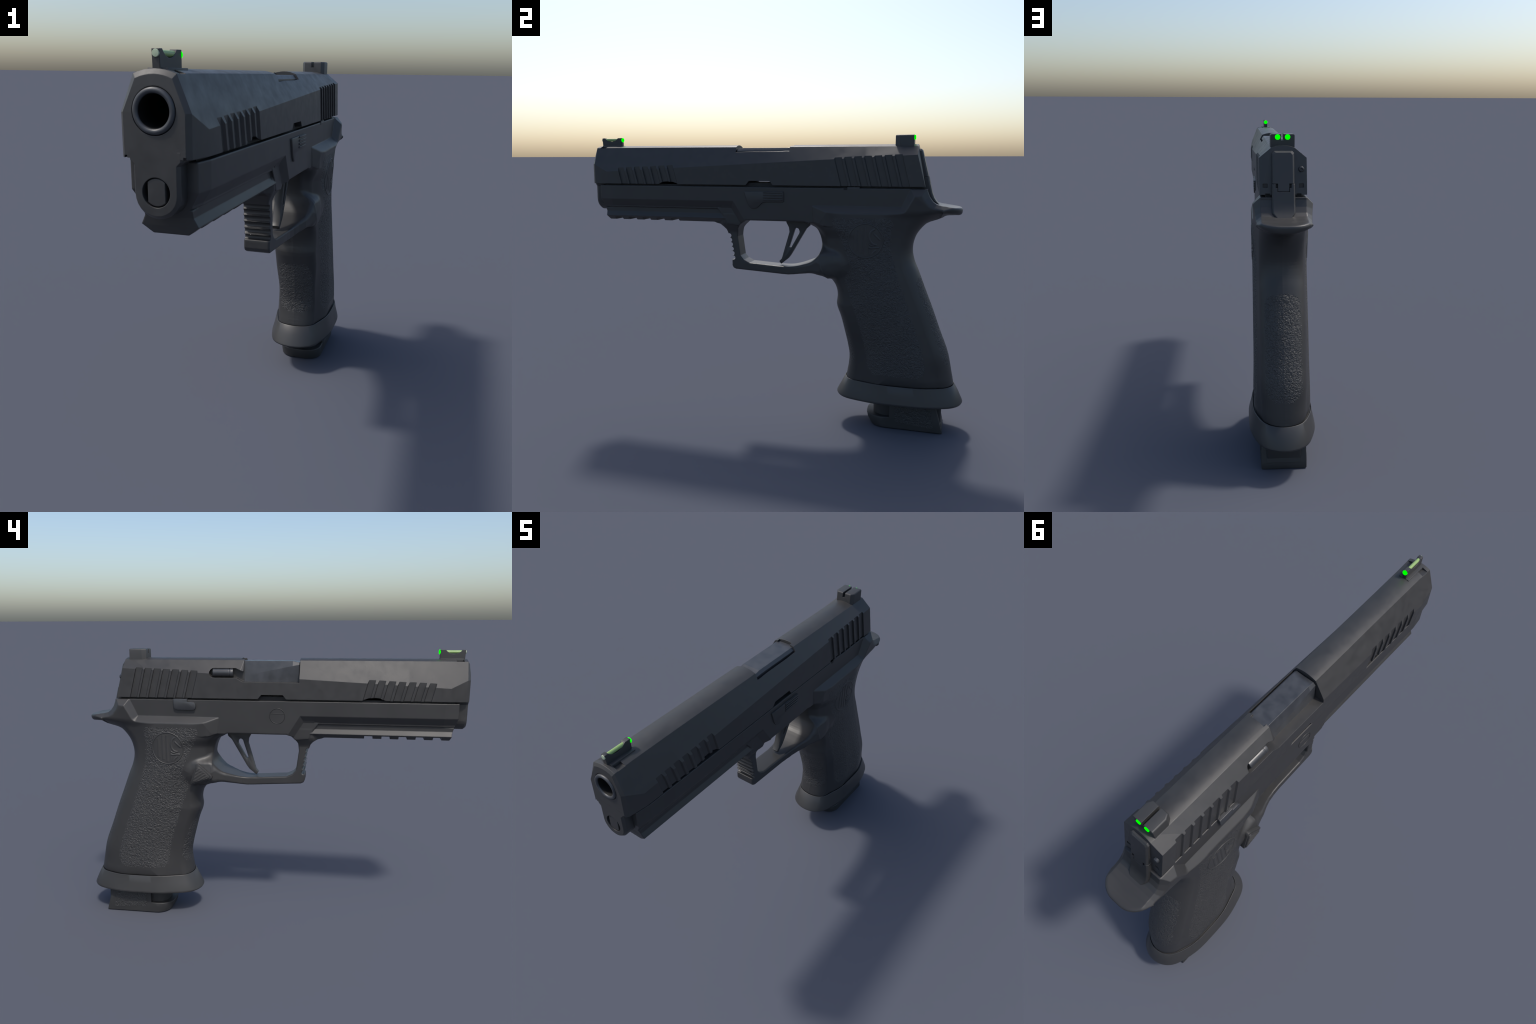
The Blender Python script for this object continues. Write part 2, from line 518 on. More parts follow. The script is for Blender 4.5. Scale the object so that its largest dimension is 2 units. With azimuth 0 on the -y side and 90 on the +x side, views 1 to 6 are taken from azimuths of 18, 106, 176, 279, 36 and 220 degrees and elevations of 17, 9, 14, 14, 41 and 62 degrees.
def outline_distance(P, u, v):
    P = np.asarray(P, np.float32)
    d = np.full(np.broadcast(u, v).shape, 1e9, np.float32)
    s = np.zeros(d.shape, bool)
    n = len(P)
    for i in range(n):
        ax_, ay_ = P[i]
        bx_, by_ = P[i - 1]
        ex, ey = bx_ - ax_, by_ - ay_
        wx, wy = u - ax_, v - ay_
        t = np.clip((wx * ex + wy * ey) / (ex * ex + ey * ey + 1e-12), 0, 1)
        dx, dy = wx - ex * t, wy - ey * t
        d = np.minimum(d, dx * dx + dy * dy)
        if by_ != ay_:
            c = ((ay_ > v) != (by_ > v)) & (u < ex * (v - ay_) / (by_ - ay_) + ax_)
            s ^= c
    d = np.sqrt(d)
    return np.where(s, -d, d)


def smin(a, b, k):
    h = np.maximum(k - np.abs(a - b), 0) / k
    return np.minimum(a, b) - h * h * k * 0.25


def smax(a, b, k):
    return -smin(-a, -b, k)


def flow(P, sub=3, keep=0.35):
    """smooth curve through the points of a closed outline; long straight runs and far points stay as they are"""
    out, n = [], len(P)
    for i in range(n):
        p0, p1, p2, p3 = (np.array(P[(i + k) % n], float) for k in (-1, 0, 1, 2))
        out.append(tuple(p1))
        if max(np.linalg.norm(p1 - p0), np.linalg.norm(p2 - p1), np.linalg.norm(p3 - p2)) > keep:
            continue
        # centripetal-like tangents limited by the shorter neighbour
        l0, l1, l2 = np.linalg.norm(p1 - p0), np.linalg.norm(p2 - p1), np.linalg.norm(p3 - p2)
        t1 = ((p1 - p0) / l0 * l1 + (p2 - p1) / l1 * l0) / (l0 + l1) * l1
        t2 = ((p2 - p1) / l1 * l2 + (p3 - p2) / l2 * l1) / (l1 + l2) * l1
        for k in range(1, sub + 1):
            t = k / (sub + 1)
            out.append(tuple((2 * t ** 3 - 3 * t * t + 1) * p1 + (t ** 3 - 2 * t * t + t) * t1 + (3 * t * t - 2 * t ** 3) * p2 + (t ** 3 - t * t) * t2))
    return out


def extrude(d2, ax, hw, r):
    """2D distance extruded to half width hw with edges rounded to radius r"""
    qx, qy = d2 + r, ax - hw + r
    return np.minimum(np.maximum(qx, qy), 0) + np.sqrt(np.maximum(qx, 0) ** 2 + np.maximum(qy, 0) ** 2) - r


def step01(t):
    t = np.clip(t, 0, 1)
    return t * t * (3 - 2 * t)

Z_FRAME = 1.2105
# section of the dust cover with the accessory rail below (half width, height)
DUST = [(-0.05, Z_FRAME), (0.0965, Z_FRAME), (0.0965, 1.1355), (0.0740, 1.1000), (0.0740, 1.0935), (0.0660, 1.0915),
        (0.0660, 1.0675), (0.0785, 1.0435), (0.0490, 1.0208), (-0.05, 1.0208)]
# side outline of the dust cover's front end
DUST_SIDE = [(-0.9510, 1.25), (-0.9505, 1.1360), (-0.9380, 1.0914), (-0.9300, 1.0672), (-0.9260, 1.0430), (-0.9200, 1.0208),
             (-0.9200, 0.95), (0.10, 0.95), (0.10, 1.25)]
RECEIVER = [(-0.30, Z_FRAME), (0.795, Z_FRAME), (0.7945, 1.1990), (0.8050, 1.1720), (0.79, 1.1100), (0.60, 1.0900), (0.45, 1.0345), (-0.1150, 1.0345), (-0.1470, 1.0240),
            (-0.25, 1.06), (-0.30, 1.10)]
LIP = [(-0.1050, 1.10), (-0.1050, 1.0275), (0.2150, 1.0275), (0.2400, 1.10)]
RAIL_END = [(-0.2750, 1.1000), (-0.18, 1.1100), (-0.1300, 1.0300), (-0.1520, 1.0080), (-0.22, 1.0150), (-0.2320, 1.0450)]
GUARD_OUT = [(-0.320, 1.0330), (-0.2900, 1.0150), (-0.2650, 1.0090), (-0.2450, 0.9975), (-0.2320, 0.9830), (-0.2240, 0.9620), (-0.2170, 0.9400), (-0.2010, 0.8300),
             (-0.2030, 0.8150), (-0.2030, 0.7900), (-0.1970, 0.7780), (-0.1830, 0.7710), (0.0700, 0.7560), (0.1050, 0.7555), (0.1350, 0.7590),
             (0.2200, 0.7740), (0.2560, 0.7755), (0.2950, 0.7690), (0.3270, 0.7580), (0.37, 0.765), (0.38, 0.95), (0.34, 1.07), (-0.25, 1.07)]
GUARD_IN = [(-0.1100, 1.0380), (-0.1420, 1.0150), (-0.1650, 0.9860), (-0.1690, 0.9470), (-0.1550, 0.8450), (-0.1380, 0.8240), (-0.1060, 0.8090),
            (0.0500, 0.7990), (0.1030, 0.7985), (0.1450, 0.8050), (0.1900, 0.8190), (0.2350, 0.8380), (0.2620, 0.8620), (0.2780, 0.8860), (0.2815, 0.9000),
            (0.2805, 0.9320), (0.2675, 0.9780), (0.2535, 1.0020), (0.2220, 1.0210), (0.2000, 1.0380)]
# grip side outlines: front strap (downwards) and back strap (upwards), each closed far away
GRIP_FRONT = [(3.0, 1.9), (0.20, 1.9), (0.20, 1.19), (0.2000, 1.0320), (0.2220, 1.0165), (0.2535, 1.0000), (0.2675, 0.9780), (0.2805, 0.9320), (0.2815, 0.8950), (0.2800, 0.8700),
        (0.2850, 0.8200), (0.3050, 0.7750), (0.3290, 0.7430), (0.3510, 0.7110), (0.3600, 0.6820), (0.3620, 0.6600), (0.3580, 0.6200), (0.3820, 0.5470),
        (0.4040, 0.4650), (0.4210, 0.3950), (0.4280, 0.3550), (0.4280, 0.3250), (0.4165, 0.2400), (0.40, 0.06), (3.0, 0.06)]
GRIP_BACK = [(-3.0, 0.06), (0.975, 0.06), (0.9530, 0.2350),
        (0.9400, 0.3000), (0.9210, 0.3900), (0.8755, 0.5100), (0.8350, 0.6200), (0.7970, 0.7150), (0.7620, 0.8050), (0.7410, 0.8550),
        (0.7305, 0.9100), (0.7365, 0.9550), (0.7480, 0.9850), (0.7650, 1.0100), (0.7900, 1.0370), (0.86, 1.0730), (0.90, 1.20), (0.90, 1.9), (-3.0, 1.9)]
FRONT_NOSE, BACK_NOSE = (0.086, 0.050, 0.215), (0.086, 0.064, 0.180)


def nose(s, hw, A, a, L):
    """half width at depth s behind a rounded strap: quick nose to A, then slow swell to hw; and its slope"""
    t = np.clip(1 - s / a, 0, 0.999)
    u = np.clip(s / L, 0, 1)
    w = A * np.sqrt(1 - t * t) + (hw - A) * (u * u * (3 - 2 * u))
    dw = np.where(s < a, A * t / (a * np.sqrt(1 - t * t)), 0) + (hw - A) * 6 * u * (1 - u) / L
    out = s < 0.001 * a
    return np.where(out, w + 8 * np.minimum(s, 0), w), np.where(out, 8.0, np.minimum(dw, 8.0))


def oval(sf, sb, ax, hw, front=FRONT_NOSE, back=BACK_NOSE):
    wf, gf = nose(sf, hw, *front)
    wb, gb = nose(sb, hw, *back)
    return (ax - (wf + wb - hw)) / np.sqrt(1 + gf * gf + gb * gb)
# outline that trims the swollen hand area against the receiver walls and scoops the tail
HAND = [(0.205, 1.1205), (0.6750, 1.1225), (0.7150, 1.2040), (0.7200, Z_FRAME), (0.7930, Z_FRAME), (0.7945, 1.1990), (0.8050, 1.1720), (0.8210, 1.1490),
        (0.8380, 1.1360), (0.8610, 1.1290), (0.8910, 1.1245), (0.9230, 1.1222), (1.05, 1.1205), (1.05, 0.02), (0.15, 0.02), (0.15, 1.09)]
TAIL = [(0.66, 1.25), (1.0, 1.25), (1.0, 1.0835), (0.9250, 1.0830), (0.8900, 1.0810), (0.8500, 1.0760), (0.8000, 1.0680), (0.70, 1.0650), (0.60, 1.07)]
TAIL_TOP = [(0.50, 1.2105), (0.7930, 1.2105), (0.7945, 1.1990), (0.8050, 1.1720), (0.8210, 1.1490), (0.8380, 1.1360), (0.8610, 1.1290), (0.8910, 1.1245),
            (0.9230, 1.1222), (1.05, 1.1205), (1.05, 0.5), (0.50, 0.5)]
GUARD_Y = [0.05, 0.09, 0.13, 0.165, 0.21, 0.245, 0.28, 0.32]
GUARD_W = [0.050, 0.0525, 0.059, 0.071, 0.0915, 0.102, 0.1095, 0.112]
BULGE = [(0.27, 0.786), (0.31, 0.778), (0.37, 0.776), (0.425, 0.795), (0.43, 0.840), (0.38, 0.868), (0.33, 0.862), (0.29, 0.848), (0.27, 0.835)]
SHELF = [(0.2410, 1.1200), (0.46, 1.1200), (0.46, 1.06), (0.40, 1.030), (0.3300, 1.0180), (0.3000, 1.0215), (0.2750, 1.0290), (0.2500, 1.0400)]

GRIP_FRONT, GRIP_BACK, GUARD_IN = flow(GRIP_FRONT), flow(GRIP_BACK), flow(GUARD_IN, 2, 0.06)
RAIL_GAPS = [(-0.8815 + 0.0838 * k, -0.8393 + 0.0838 * k) for k in range(4)] + [(-0.5440, -0.5017)]
RIBS = [(-0.2175 + 0.0043 * k, 0.9500 - 0.0236 * k) for k in range(6)]


def frame_solid(x, y, z):
    ax = np.abs(x)
    # receiver walls and dust cover
    taper = np.maximum(0, (-0.885 - y)) * 0.12
    dust = np.maximum(sd_poly(DUST, ax + taper * (z > 1.09), z), sd_poly(DUST_SIDE, y, z))
    rail_end_line = (y + 0.2750) * 0.79 + (z - 1.1000) * 0.61
    dust = np.maximum(dust, np.where(z < 1.0985, rail_end_line - 0.004, y + 0.15))
    front = (y + 0.1944) * 0.85 + (z - 1.1006) * 0.526          # distance behind the slanted step
    top_ch = (z - 1.1000) * 0.65
    hw_mid = 0.0765 + 0.625 * np.minimum(np.maximum(front, np.maximum(top_ch, 0)), 0.032)
    mid = extrude(sd_poly(RECEIVER, y, z), ax, hw_mid, 0.003)
    mid = np.maximum(mid, np.where(z < 1.0985, -front, -y - 0.25) * 0.8)
    block = extrude(sd_poly(RAIL_END, y, z), ax, 0.0760, 0.002)
    lip = extrude(sd_poly(LIP, y, z), ax, 0.0850, 0.003)
    body = np.minimum(np.minimum(np.minimum(dust, mid), block), lip)
    # hand grip, rounded front and back
    hw = 0.1272 + 0.0015 * step01((z - 0.85) / 0.2) + 0.0025 * step01((0.45 - z) / 0.2)
    hollow = step01((z - 0.845) / 0.07) * step01((1.03 - z) / 0.08)  # waist behind the trigger
    low = step01((0.56 - z) / 0.16)
    hollow = hollow * step01((0.42 - y) / 0.12)
    up = step01((z - 0.955) / 0.06)                               # squarer front just under the receiver
    grip = oval(-sd_poly(GRIP_FRONT, y, z), -sd_poly(GRIP_BACK, y, z), ax, hw,
                (0.094 + 0.012 * up - 0.010 * low - 0.016 * hollow, 0.050, 0.215 - 0.06 * up),
                (0.093 - 0.008 * step01((0.40 - z) / 0.12), 0.064, 0.180))
    dish = 0.3 * ax * ax * step01((y - 0.79) / 0.10)             # the tail curls up towards its sides
    tail_plan = extrude(y - 0.9580, ax, 0.1170, 0.098)
    curl = 2.2 - 0.7 * step01((y - 0.80) / 0.11)
    tail = smax(sd_poly(TAIL, y, z - curl * ax * ax), tail_plan, 0.020)
    tail = smax(tail, sd_poly(TAIL_TOP, y, z - dish), 0.014)
    hand = smin(grip, tail, 0.035)
    # side bulge ahead of the thumb shelf
    ramp = 0.0965 + (y - 0.2410) * 0.36
    shelf = np.maximum(extrude(sd_poly(SHELF, y, z), ax, 0.1195, 0.006), (ax - ramp) * 0.94)
    hand = smin(np.maximum(hand, (ax - ramp) * 0.94 - np.maximum(1.03 - z, 0) * 4), shelf, 0.006)
    trim = (sd_poly(HAND, y, z - dish) + np.maximum(ax - 0.0965, 0)) * 0.7071
    hand = smax(hand, trim, 0.004)
    # trigger guard, flaring into the grip
    gw = 0.0500 + (np.interp(y, GUARD_Y, GUARD_W) - 0.05) * step01((0.93 - z) / 0.06) + 0.024 * step01((z - 0.965) / 0.06) * step01((-0.1 - y) / 0.05) * step01((y + 0.275) / 0.04)
    outer, inner = sd_poly(GUARD_OUT, y, z), sd_poly(GUARD_IN, y, z)
    ring = smax(outer, -inner, 0.004)
    guard = extrude(ring, ax, gw, 0.008 + 0.016 * step01((y - 0.10) / 0.22))
    bulge = extrude(sd_poly(BULGE, y, z), ax, 0.1070, 0.034)
    for cy, cz in RIBS:
        guard = np.maximum(guard, 0.0114 - np.sqrt((y - cy) ** 2 + (z - cz) ** 2))
    hand = smin(smin(hand, guard, 0.024), bulge, 0.040)
    body = np.minimum(smin(body, np.where(y < 0.1, guard, 1.0), 0.006), hand)
    # cross slots of the rail
    for ya, yb in RAIL_GAPS:
        body = np.maximum(body, -np.maximum(np.maximum(ya - y, y - yb), z - 1.0372))
    # finger opening stays clear in front of the grip; flat cuts at top and bottom
    body = smax(body, -(inner + 0.002), 0.010)
    body = smax(body, z - Z_FRAME, 0.004)
    body = np.maximum(body, 0.2330 - z)
    return body


def dual_contour(f, h, lo, hi):
    """mesh of the x-symmetric solid f<0; only x>=0 is sampled and then mirrored"""
    nx = int(math.ceil(hi[0] / h)) + 1
    ny = int(math.ceil((hi[1] - lo[1]) / h)) + 1
    nz_ = int(math.ceil((hi[2] - lo[2]) / h)) + 1
    X = ((np.arange(nx) - 0.5) * h).astype(np.float32)
    Y = (lo[1] + np.arange(ny) * h).astype(np.float32)
    Z = (lo[2] + np.arange(nz_) * h).astype(np.float32)
    D = np.empty((nx, ny, nz_), np.float32)
    yy, zz = Y[:, None], Z[None, :]
    yy, zz = np.broadcast_arrays(yy, zz)
    SHEET.update(u=yy, v=zz)
    for a in range(nx):
        D[a] = f(np.float32(X[a]), yy, zz)
    SHEET.clear()
    inside = D < 0
    pts, cells, quads = [], [], []
    edges = []
    for axis in range(3):
        sl0, sl1 = [slice(None)] * 3, [slice(None)] * 3
        sl0[axis], sl1[axis] = slice(0, -1), slice(1, None)
        ch = np.argwhere(inside[tuple(sl0)] != inside[tuple(sl1)])
        b = ch.copy()
        b[:, axis] += 1
        d0, d1 = D[tuple(ch.T)], D[tuple(b.T)]
        t = d0 / (d0 - d1)
        P = np.stack([X[ch[:, 0]], Y[ch[:, 1]], Z[ch[:, 2]]], 1)
        P[:, axis] += t * h
        edges.append((ch, P, d0 < 0))
    allP = np.concatenate([e[1] for e in edges])
    # refine crossing points once along their axis, then take gradients
    e_ = np.float32(h * 0.12)
    def ev(Q):
        return f(Q[:, 0], Q[:, 1], Q[:, 2])
    G = np.empty_like(allP)
    for k in range(3):
        q1, q2 = allP.copy(), allP.copy()
        q1[:, k] += e_
        q2[:, k] -= e_
        G[:, k] = ev(q1) - ev(q2)
    G /= np.linalg.norm(G, axis=1, keepdims=True) + 1e-9
    # accumulate a quadric per cell
    cshape = (nx - 1, ny - 1, nz_ - 1)
    cid_list, pid_list = [], []
    base = 0
    quad_cells = []
    for axis in range(3):
        ch, P, pos = edges[axis]
        o1, o2 = [(1, 2), (2, 0), (0, 1)][axis]
        ids = []
        ok_all = np.ones(len(ch), bool)
        for du, dv in ((0, 0), (1, 0), (1, 1), (0, 1)):
            c = ch.copy()
            c[:, o1] -= du
            c[:, o2] -= dv
            ok = np.all((c >= 0) & (c < np.array(cshape)), axis=1)
            lin = (c[:, 0] * cshape[1] + c[:, 1]) * cshape[2] + c[:, 2]
            lin = np.where(ok, lin, -1)
            ids.append(lin)
            ok_all &= ok
            cid_list.append(lin[ok])
            pid_list.append((base + np.arange(len(ch)))[ok])
        q = np.stack(ids, 1)
        q = np.where(pos[:, None], q, q[:, ::-1])
        quad_cells.append(q[ok_all])
        base += len(ch)
    cid, pid = np.concatenate(cid_list), np.concatenate(pid_list)
    uniq, inv = np.unique(cid, return_inverse=True)
    m = len(uniq)
    cnt = np.bincount(inv, minlength=m).astype(np.float64)
    Pq, Gq = allP[pid].astype(np.float64), G[pid].astype(np.float64)
    mean = np.stack([np.bincount(inv, Pq[:, k], m) / cnt for k in range(3)], 1)
    A = np.zeros((m, 3, 3))
    B = np.zeros((m, 3))
    rhs = np.einsum("ij,ij->i", Gq, Pq - mean[inv])
    for i in range(3):
        B[:, i] = np.bincount(inv, Gq[:, i] * rhs, m)
        for j in range(3):
            A[:, i, j] = np.bincount(inv, Gq[:, i] * Gq[:, j], m)
    A += np.eye(3) * 0.06
    off = np.linalg.solve(A, B[:, :, None])[:, :, 0]
    V = mean + np.clip(off, -0.75 * h, 0.75 * h)
    cx = uniq // (cshape[1] * cshape[2])
    V[cx == 0, 0] = 0.0
    V[:, 0] = np.maximum(V[:, 0], 0)
    Q = np.concatenate(quad_cells)
    Q = np.searchsorted(uniq, Q)
    # mirror
    mid = cx == 0
    other = np.flatnonzero(~mid)
    remap = np.arange(m)
    remap[other] = m + np.arange(len(other))
    V2 = V[other] * np.array([-1, 1, 1])
    return np.concatenate([V, V2]), np.concatenate([Q, remap[Q][:, ::-1]])


V, Q = dual_contour(frame_solid, 0.0026, (0, -0.965, 0.222), (0.142, 0.985, 1.222))

# ---- separate the moulded body into its regions
def normals_of(V, Q):
    d1, d2 = V[Q[:, 2]] - V[Q[:, 0]], V[Q[:, 3]] - V[Q[:, 1]]
    fn = np.cross(d1, d2)
    vn = np.zeros_like(V)
    for k in range(4):
        for c in range(3):
            vn[:, c] += np.bincount(Q[:, k], fn[:, c], len(V))
    return fn / (np.linalg.norm(fn, axis=1, keepdims=True) + 1e-12), vn / (np.linalg.norm(vn, axis=1, keepdims=True) + 1e-12)

FN, VN = normals_of(V, Q)
C = V[Q].mean(1)
cx_, cy_, cz_ = C.T
SIDE_PANEL = [(0.3550, 1.0640), (0.6280, 1.0660), (0.6420, 1.0480), (0.6310, 1.0000), (0.6320, 0.9300), (0.6400, 0.8850), (0.6670, 0.7850), (0.7070, 0.6780),
              (0.7300, 0.6070), (0.7560, 0.5400), (0.7870, 0.4500), (0.8070, 0.3730), (0.8140, 0.3350), (0.8070, 0.3030), (0.7800, 0.2850), (0.5600, 0.2830),
              (0.5350, 0.3120), (0.5210, 0.4020), (0.4950, 0.5000), (0.4580, 0.6080), (0.4420, 0.6550), (0.4080, 0.7600), (0.4440, 0.8250), (0.4020, 0.9250),
              (0.3680, 0.9950), (0.3460, 1.0450)]
rngw = 0.003 * (np.sin(cy_ * 523 + cz_ * 311) + np.sin(cy_ * 277 - cz_ * 619 + cx_ * 401))
side_d = sd_poly(SIDE_PANEL, cy_, cz_) + rngw
EMB = (0.5115, 0.9570, 0.0840)
emb_d = np.hypot(cy_ - EMB[0], cz_ - EMB[1])
side_panel = (side_d < 0) & (np.abs(FN[:, 0]) > 0.55) & (emb_d > EMB[2] + 0.002)
def capsule(x, z, hw, z0, z1, r):
    qx, qz = np.abs(x) - hw + r, np.abs(z - (z0 + z1) / 2) - (z1 - z0) / 2 + r
    return np.minimum(np.maximum(qx, qz), 0) + np.hypot(np.maximum(qx, 0), np.maximum(qz, 0)) - r
back_panel = (capsule(cx_, cz_, 0.079, 0.335, 0.775, 0.05) + rngw < 0) & (cy_ > 0.70) & (FN[:, 1] > 0)
front_panel = (capsule(cx_, cz_, 0.081, 0.302, 0.560, 0.05) + rngw < 0) & (cy_ < 0.52) & (cy_ > 0.36) & (FN[:, 1] < 0)
panel = side_panel | back_panel | front_panel
rail = (cz_ < 1.0935) & (cy_ < -0.232) & (rail_ := ((cy_ + 0.275) * 0.79 + (cz_ - 1.1) * 0.61 < 0.006)) & (cz_ > 1.0195)
guard = ~rail & (cz_ < 1.0365) & (cy_ < 0.275) & (cz_ > 0.70)
tail = (cz_ > 1.0) & (cy_ > 0.745) & (cz_ - 1.0 > -(cy_ - 0.80) * 1.2)
grip = ~guard & ~rail & ~tail & (cz_ < 1.121) & ((cz_ < 1.0365) | (np.abs(cx_) > 0.0975))
region = np.zeros(len(Q), int)
region[grip] = 1
region[guard] = 2
region[rail] = 3
region[tail] = 4
region[panel] = 5
region[(emb_d <= EMB[2] + 0.002) & (np.abs(FN[:, 0]) > 0.55)] = 6

def part_from_faces(name, mask, mat):
    q = Q[mask]
    used, inv = np.unique(q, return_inverse=True)
    inv = inv.reshape(q.shape)
    me = bpy.data.meshes.new(name)
    me.vertices.add(len(used))
    me.vertices.foreach_set("co", V[used].astype(np.float32).ravel())
    me.loops.add(len(q) * 4)
    me.loops.foreach_set("vertex_index", inv.astype(np.int32).ravel())
    me.polygons.add(len(q))
    me.polygons.foreach_set("loop_start", np.arange(0, len(q) * 4, 4, dtype=np.int32))
    me.update(calc_edges=True)
    me.validate()
    ob = link(name, me, mat, angle=None)
    me.polygons.foreach_set("use_smooth", [True] * len(me.polygons))
    me.normals_split_custom_set_from_vertices(VN[used].tolist())
    return ob

frame = part_from_faces("frame", region == 0, M_FRAME)
part_from_faces("grip", region == 1, M_FRAME)
part_from_faces("trigger_guard", region == 2, M_FRAME)
part_from_faces("accessory_rail", region == 3, M_FRAME)
part_from_faces("beavertail", region == 4, M_FRAME)
part_from_faces("grip_texture_panel", region == 5, M_STIPPLE)
part_from_faces("emblem_disc", region == 6, M_EMBLEM)

BVH = BVHTree.FromPolygons([tuple(v) for v in V], [tuple(q) for q in Q])
def side_x(y, z, s):
    hit = BVH.ray_cast(Vector((s * 0.4, y, z)), Vector((-s, 0, 0)))
    return hit[0].x if hit[0] is not None else s * 0.12

# dark filler block that closes the slit between slide and frame
prism("dark_slit_filler", [(-0.075, 1.19), (0.075, 1.19), (0.075, 1.2305), (-0.075, 1.2305)], "y", -0.930, 0.770, M_INNER)

# tang insert at the back of the frame, following the scoop of the tail
TANG_BACK = [(0.7960, 1.2660), (0.8075, 1.2180), (0.8150, 1.1880), (0.8250, 1.1640), (0.8360, 1.1470), (0.8520, 1.1300)]
def tang_y(z):
    zs = [p[1] for p in TANG_BACK][::-1]
    ys = [p[0] for p in TANG_BACK][::-1]
    return float(np.interp(z, zs, ys))
rings = []
for z, hw in ((1.2660, 0.0475), (1.2350, 0.0480), (1.2180, 0.0482), (1.1880, 0.0485), (1.1640, 0.0485), (1.1500, 0.0485), (1.1390, 0.0400), (1.1290, 0.0310)):
    y = tang_y(z)
    ch = 0.006
    rings.append([(-hw, y - 0.05, z), (-hw, y - ch, z), (-hw + ch, y, z), (hw - ch, y, z), (hw, y - ch, z), (hw, y - 0.05, z)])
tang = loft("frame_tang", rings, M_FRAME, angle=28)
cut = bmesh.new()
prism_bm([(-0.0255, 1.2340), (0.0255, 1.2340), (0.0255, 1.2500), (0.0330, 1.2500), (0.0330, 1.30), (-0.0330, 1.30), (-0.0330, 1.2500), (-0.0255, 1.2500)], "y", 0.70, 0.95, cut)
boolean(tang, cut)
finish(tang, M_FRAME, 28)

# =================================================================== TRIGGER
TRIG = [(0.0800, 1.0500), (0.0860, 1.0240), (0.0995, 0.9985), (0.1025, 0.9750), (0.0615, 0.8340), (0.0475, 0.8185), (0.0580, 0.8045), (0.0955, 0.8350), (0.1095, 0.8540),
        (0.1900, 0.9930), (0.2090, 1.0100), (0.2130, 1.0240), (0.2200, 1.0500)]
bm = prism_bm(TRIG, "x", -0.0165, 0.0165)
bmesh.ops.recalc_face_normals(bm, faces=bm.faces)
trigger = link("trigger", bm_to_mesh(bm, "trigger"), M_TRIGGER)
slot = [(0.1000, 0.8985), (0.1050, 0.8930), (0.1130, 0.8945), (0.1555, 0.9710), (0.1565, 0.9800), (0.1515, 0.9935), (0.1400, 0.9980), (0.1300, 0.9915)]
cut = prism_bm(round_poly(slot, 0.003, 3), "x", -0.1, 0.1)
boolean(trigger, cut)
bm = bmesh.new()
bm.from_mesh(trigger.data)
es = [e for e in bm.edges if len(e.link_faces) == 2 and abs(e.calc_face_angle(0)) > 1.2 and abs(abs(e.verts[0].co.x) - 0.0165) < 1e-4 and abs(e.verts[0].co.x - e.verts[1].co.x) < 1e-4]
bmesh.ops.bevel(bm, geom=es, offset=0.003, segments=2, affect="EDGES", profile=0.5, clamp_overlap=True)
bm.to_mesh(trigger.data)
bm.free()
finish(trigger, M_TRIGGER)

# =================================================================== CONTROLS
# slide stop lever, right side
lever = [(-0.1180, 1.1880), (0.0930, 1.1885), (0.0940, 1.1345), (-0.0180, 1.1335), (-0.0400, 1.1080), (-0.0600, 1.0985), (-0.0800, 1.1010), (-0.0960, 1.1230)]
rad = [0.008, 0.008, 0.008, 0.02, 0.02, 0.015, 0.015, 0.02]
stop = prism("slide_stop_lever", round_poly(lever, rad), "x", 0.085, 0.1030, M_FRAME, bevel=0.0022, bev_angle=60)
for k in range(4):
    z = 1.1425 + k * 0.0125
    prism("lever_ridge", [(-0.0135, z), (0.0890, z), (0.0890, z + 0.0072), (-0.0135, z + 0.0072)], "x", 0.098, 0.1070, M_FRAME, stop, bevel=0.0012)
# takedown lever, left side
down = [(0.4765, 1.2150), (0.4765, 1.1585), (0.3590, 1.1575), (0.3590, 1.1990), (0.4035, 1.2000), (0.4035, 1.2150)]
prism("takedown_lever", round_poly(down, [0.002, 0.022, 0.021, 0.021, 0.002, 0.002], 6), "x", -0.1100, -0.085, M_STEEL, bevel=0.006, bev_angle=60)
# its small tab on the right
prism("takedown_pin", [(0.4135, 1.2000), (0.4740, 1.2000), (0.4740, 1.2150), (0.4135, 1.2150)], "x", 0.080, 0.0962, M_FRAME, bevel=0.001)
prism("dark_notch_block", [(0.3960, 1.2000), (0.4135, 1.2000), (0.4135, 1.2120), (0.3960, 1.2120)], "x", 0.080, 0.0972, M_BORE)  # black block, slightly proud of the wall, standing in for the dark notch beside the tab
# circular plug on the left wall
def tube(name, path, r, mat, parent=ROOT, closed=False, n=6):
    bm = bmesh.new()
    rings, m = [], len(path)
    for i, p in enumerate(path):
        p = Vector(p)
        a = Vector(path[(i - 1) % m] if closed or i > 0 else path[i])
        b = Vector(path[(i + 1) % m] if closed or i < m - 1 else path[i])
        t = (b - a).normalized()
        u = Vector((1, 0, 0))
        u = (u - t * u.dot(t)).normalized()
        w = t.cross(u)
        rings.append([bm.verts.new(p + (u * math.cos(k * 2 * math.pi / n) + w * math.sin(k * 2 * math.pi / n)) * r) for k in range(n)])
    for i in range(m if closed else m - 1):
        A, B = rings[i], rings[(i + 1) % m]
        for k in range(n):
            bm.faces.new((A[k], A[(k + 1) % n], B[(k + 1) % n], B[k]))
    if not closed:
        bm.faces.new(rings[0][::-1])
        bm.faces.new(rings[-1])
    return link(name, bm_to_mesh(bm, name), mat, parent, 60)
plug = tube("takedown_plug_ring", [(-0.0963, y, z) for y, z in circle(-0.0628, 1.1340, 0.0385, 40)], 0.0022, M_FRAME, closed=True)
tube("plug_line", [(-0.0963, -0.0300, 1.1455), (-0.0963, -0.0955, 1.1450)], 0.0016, M_FRAME, plug)

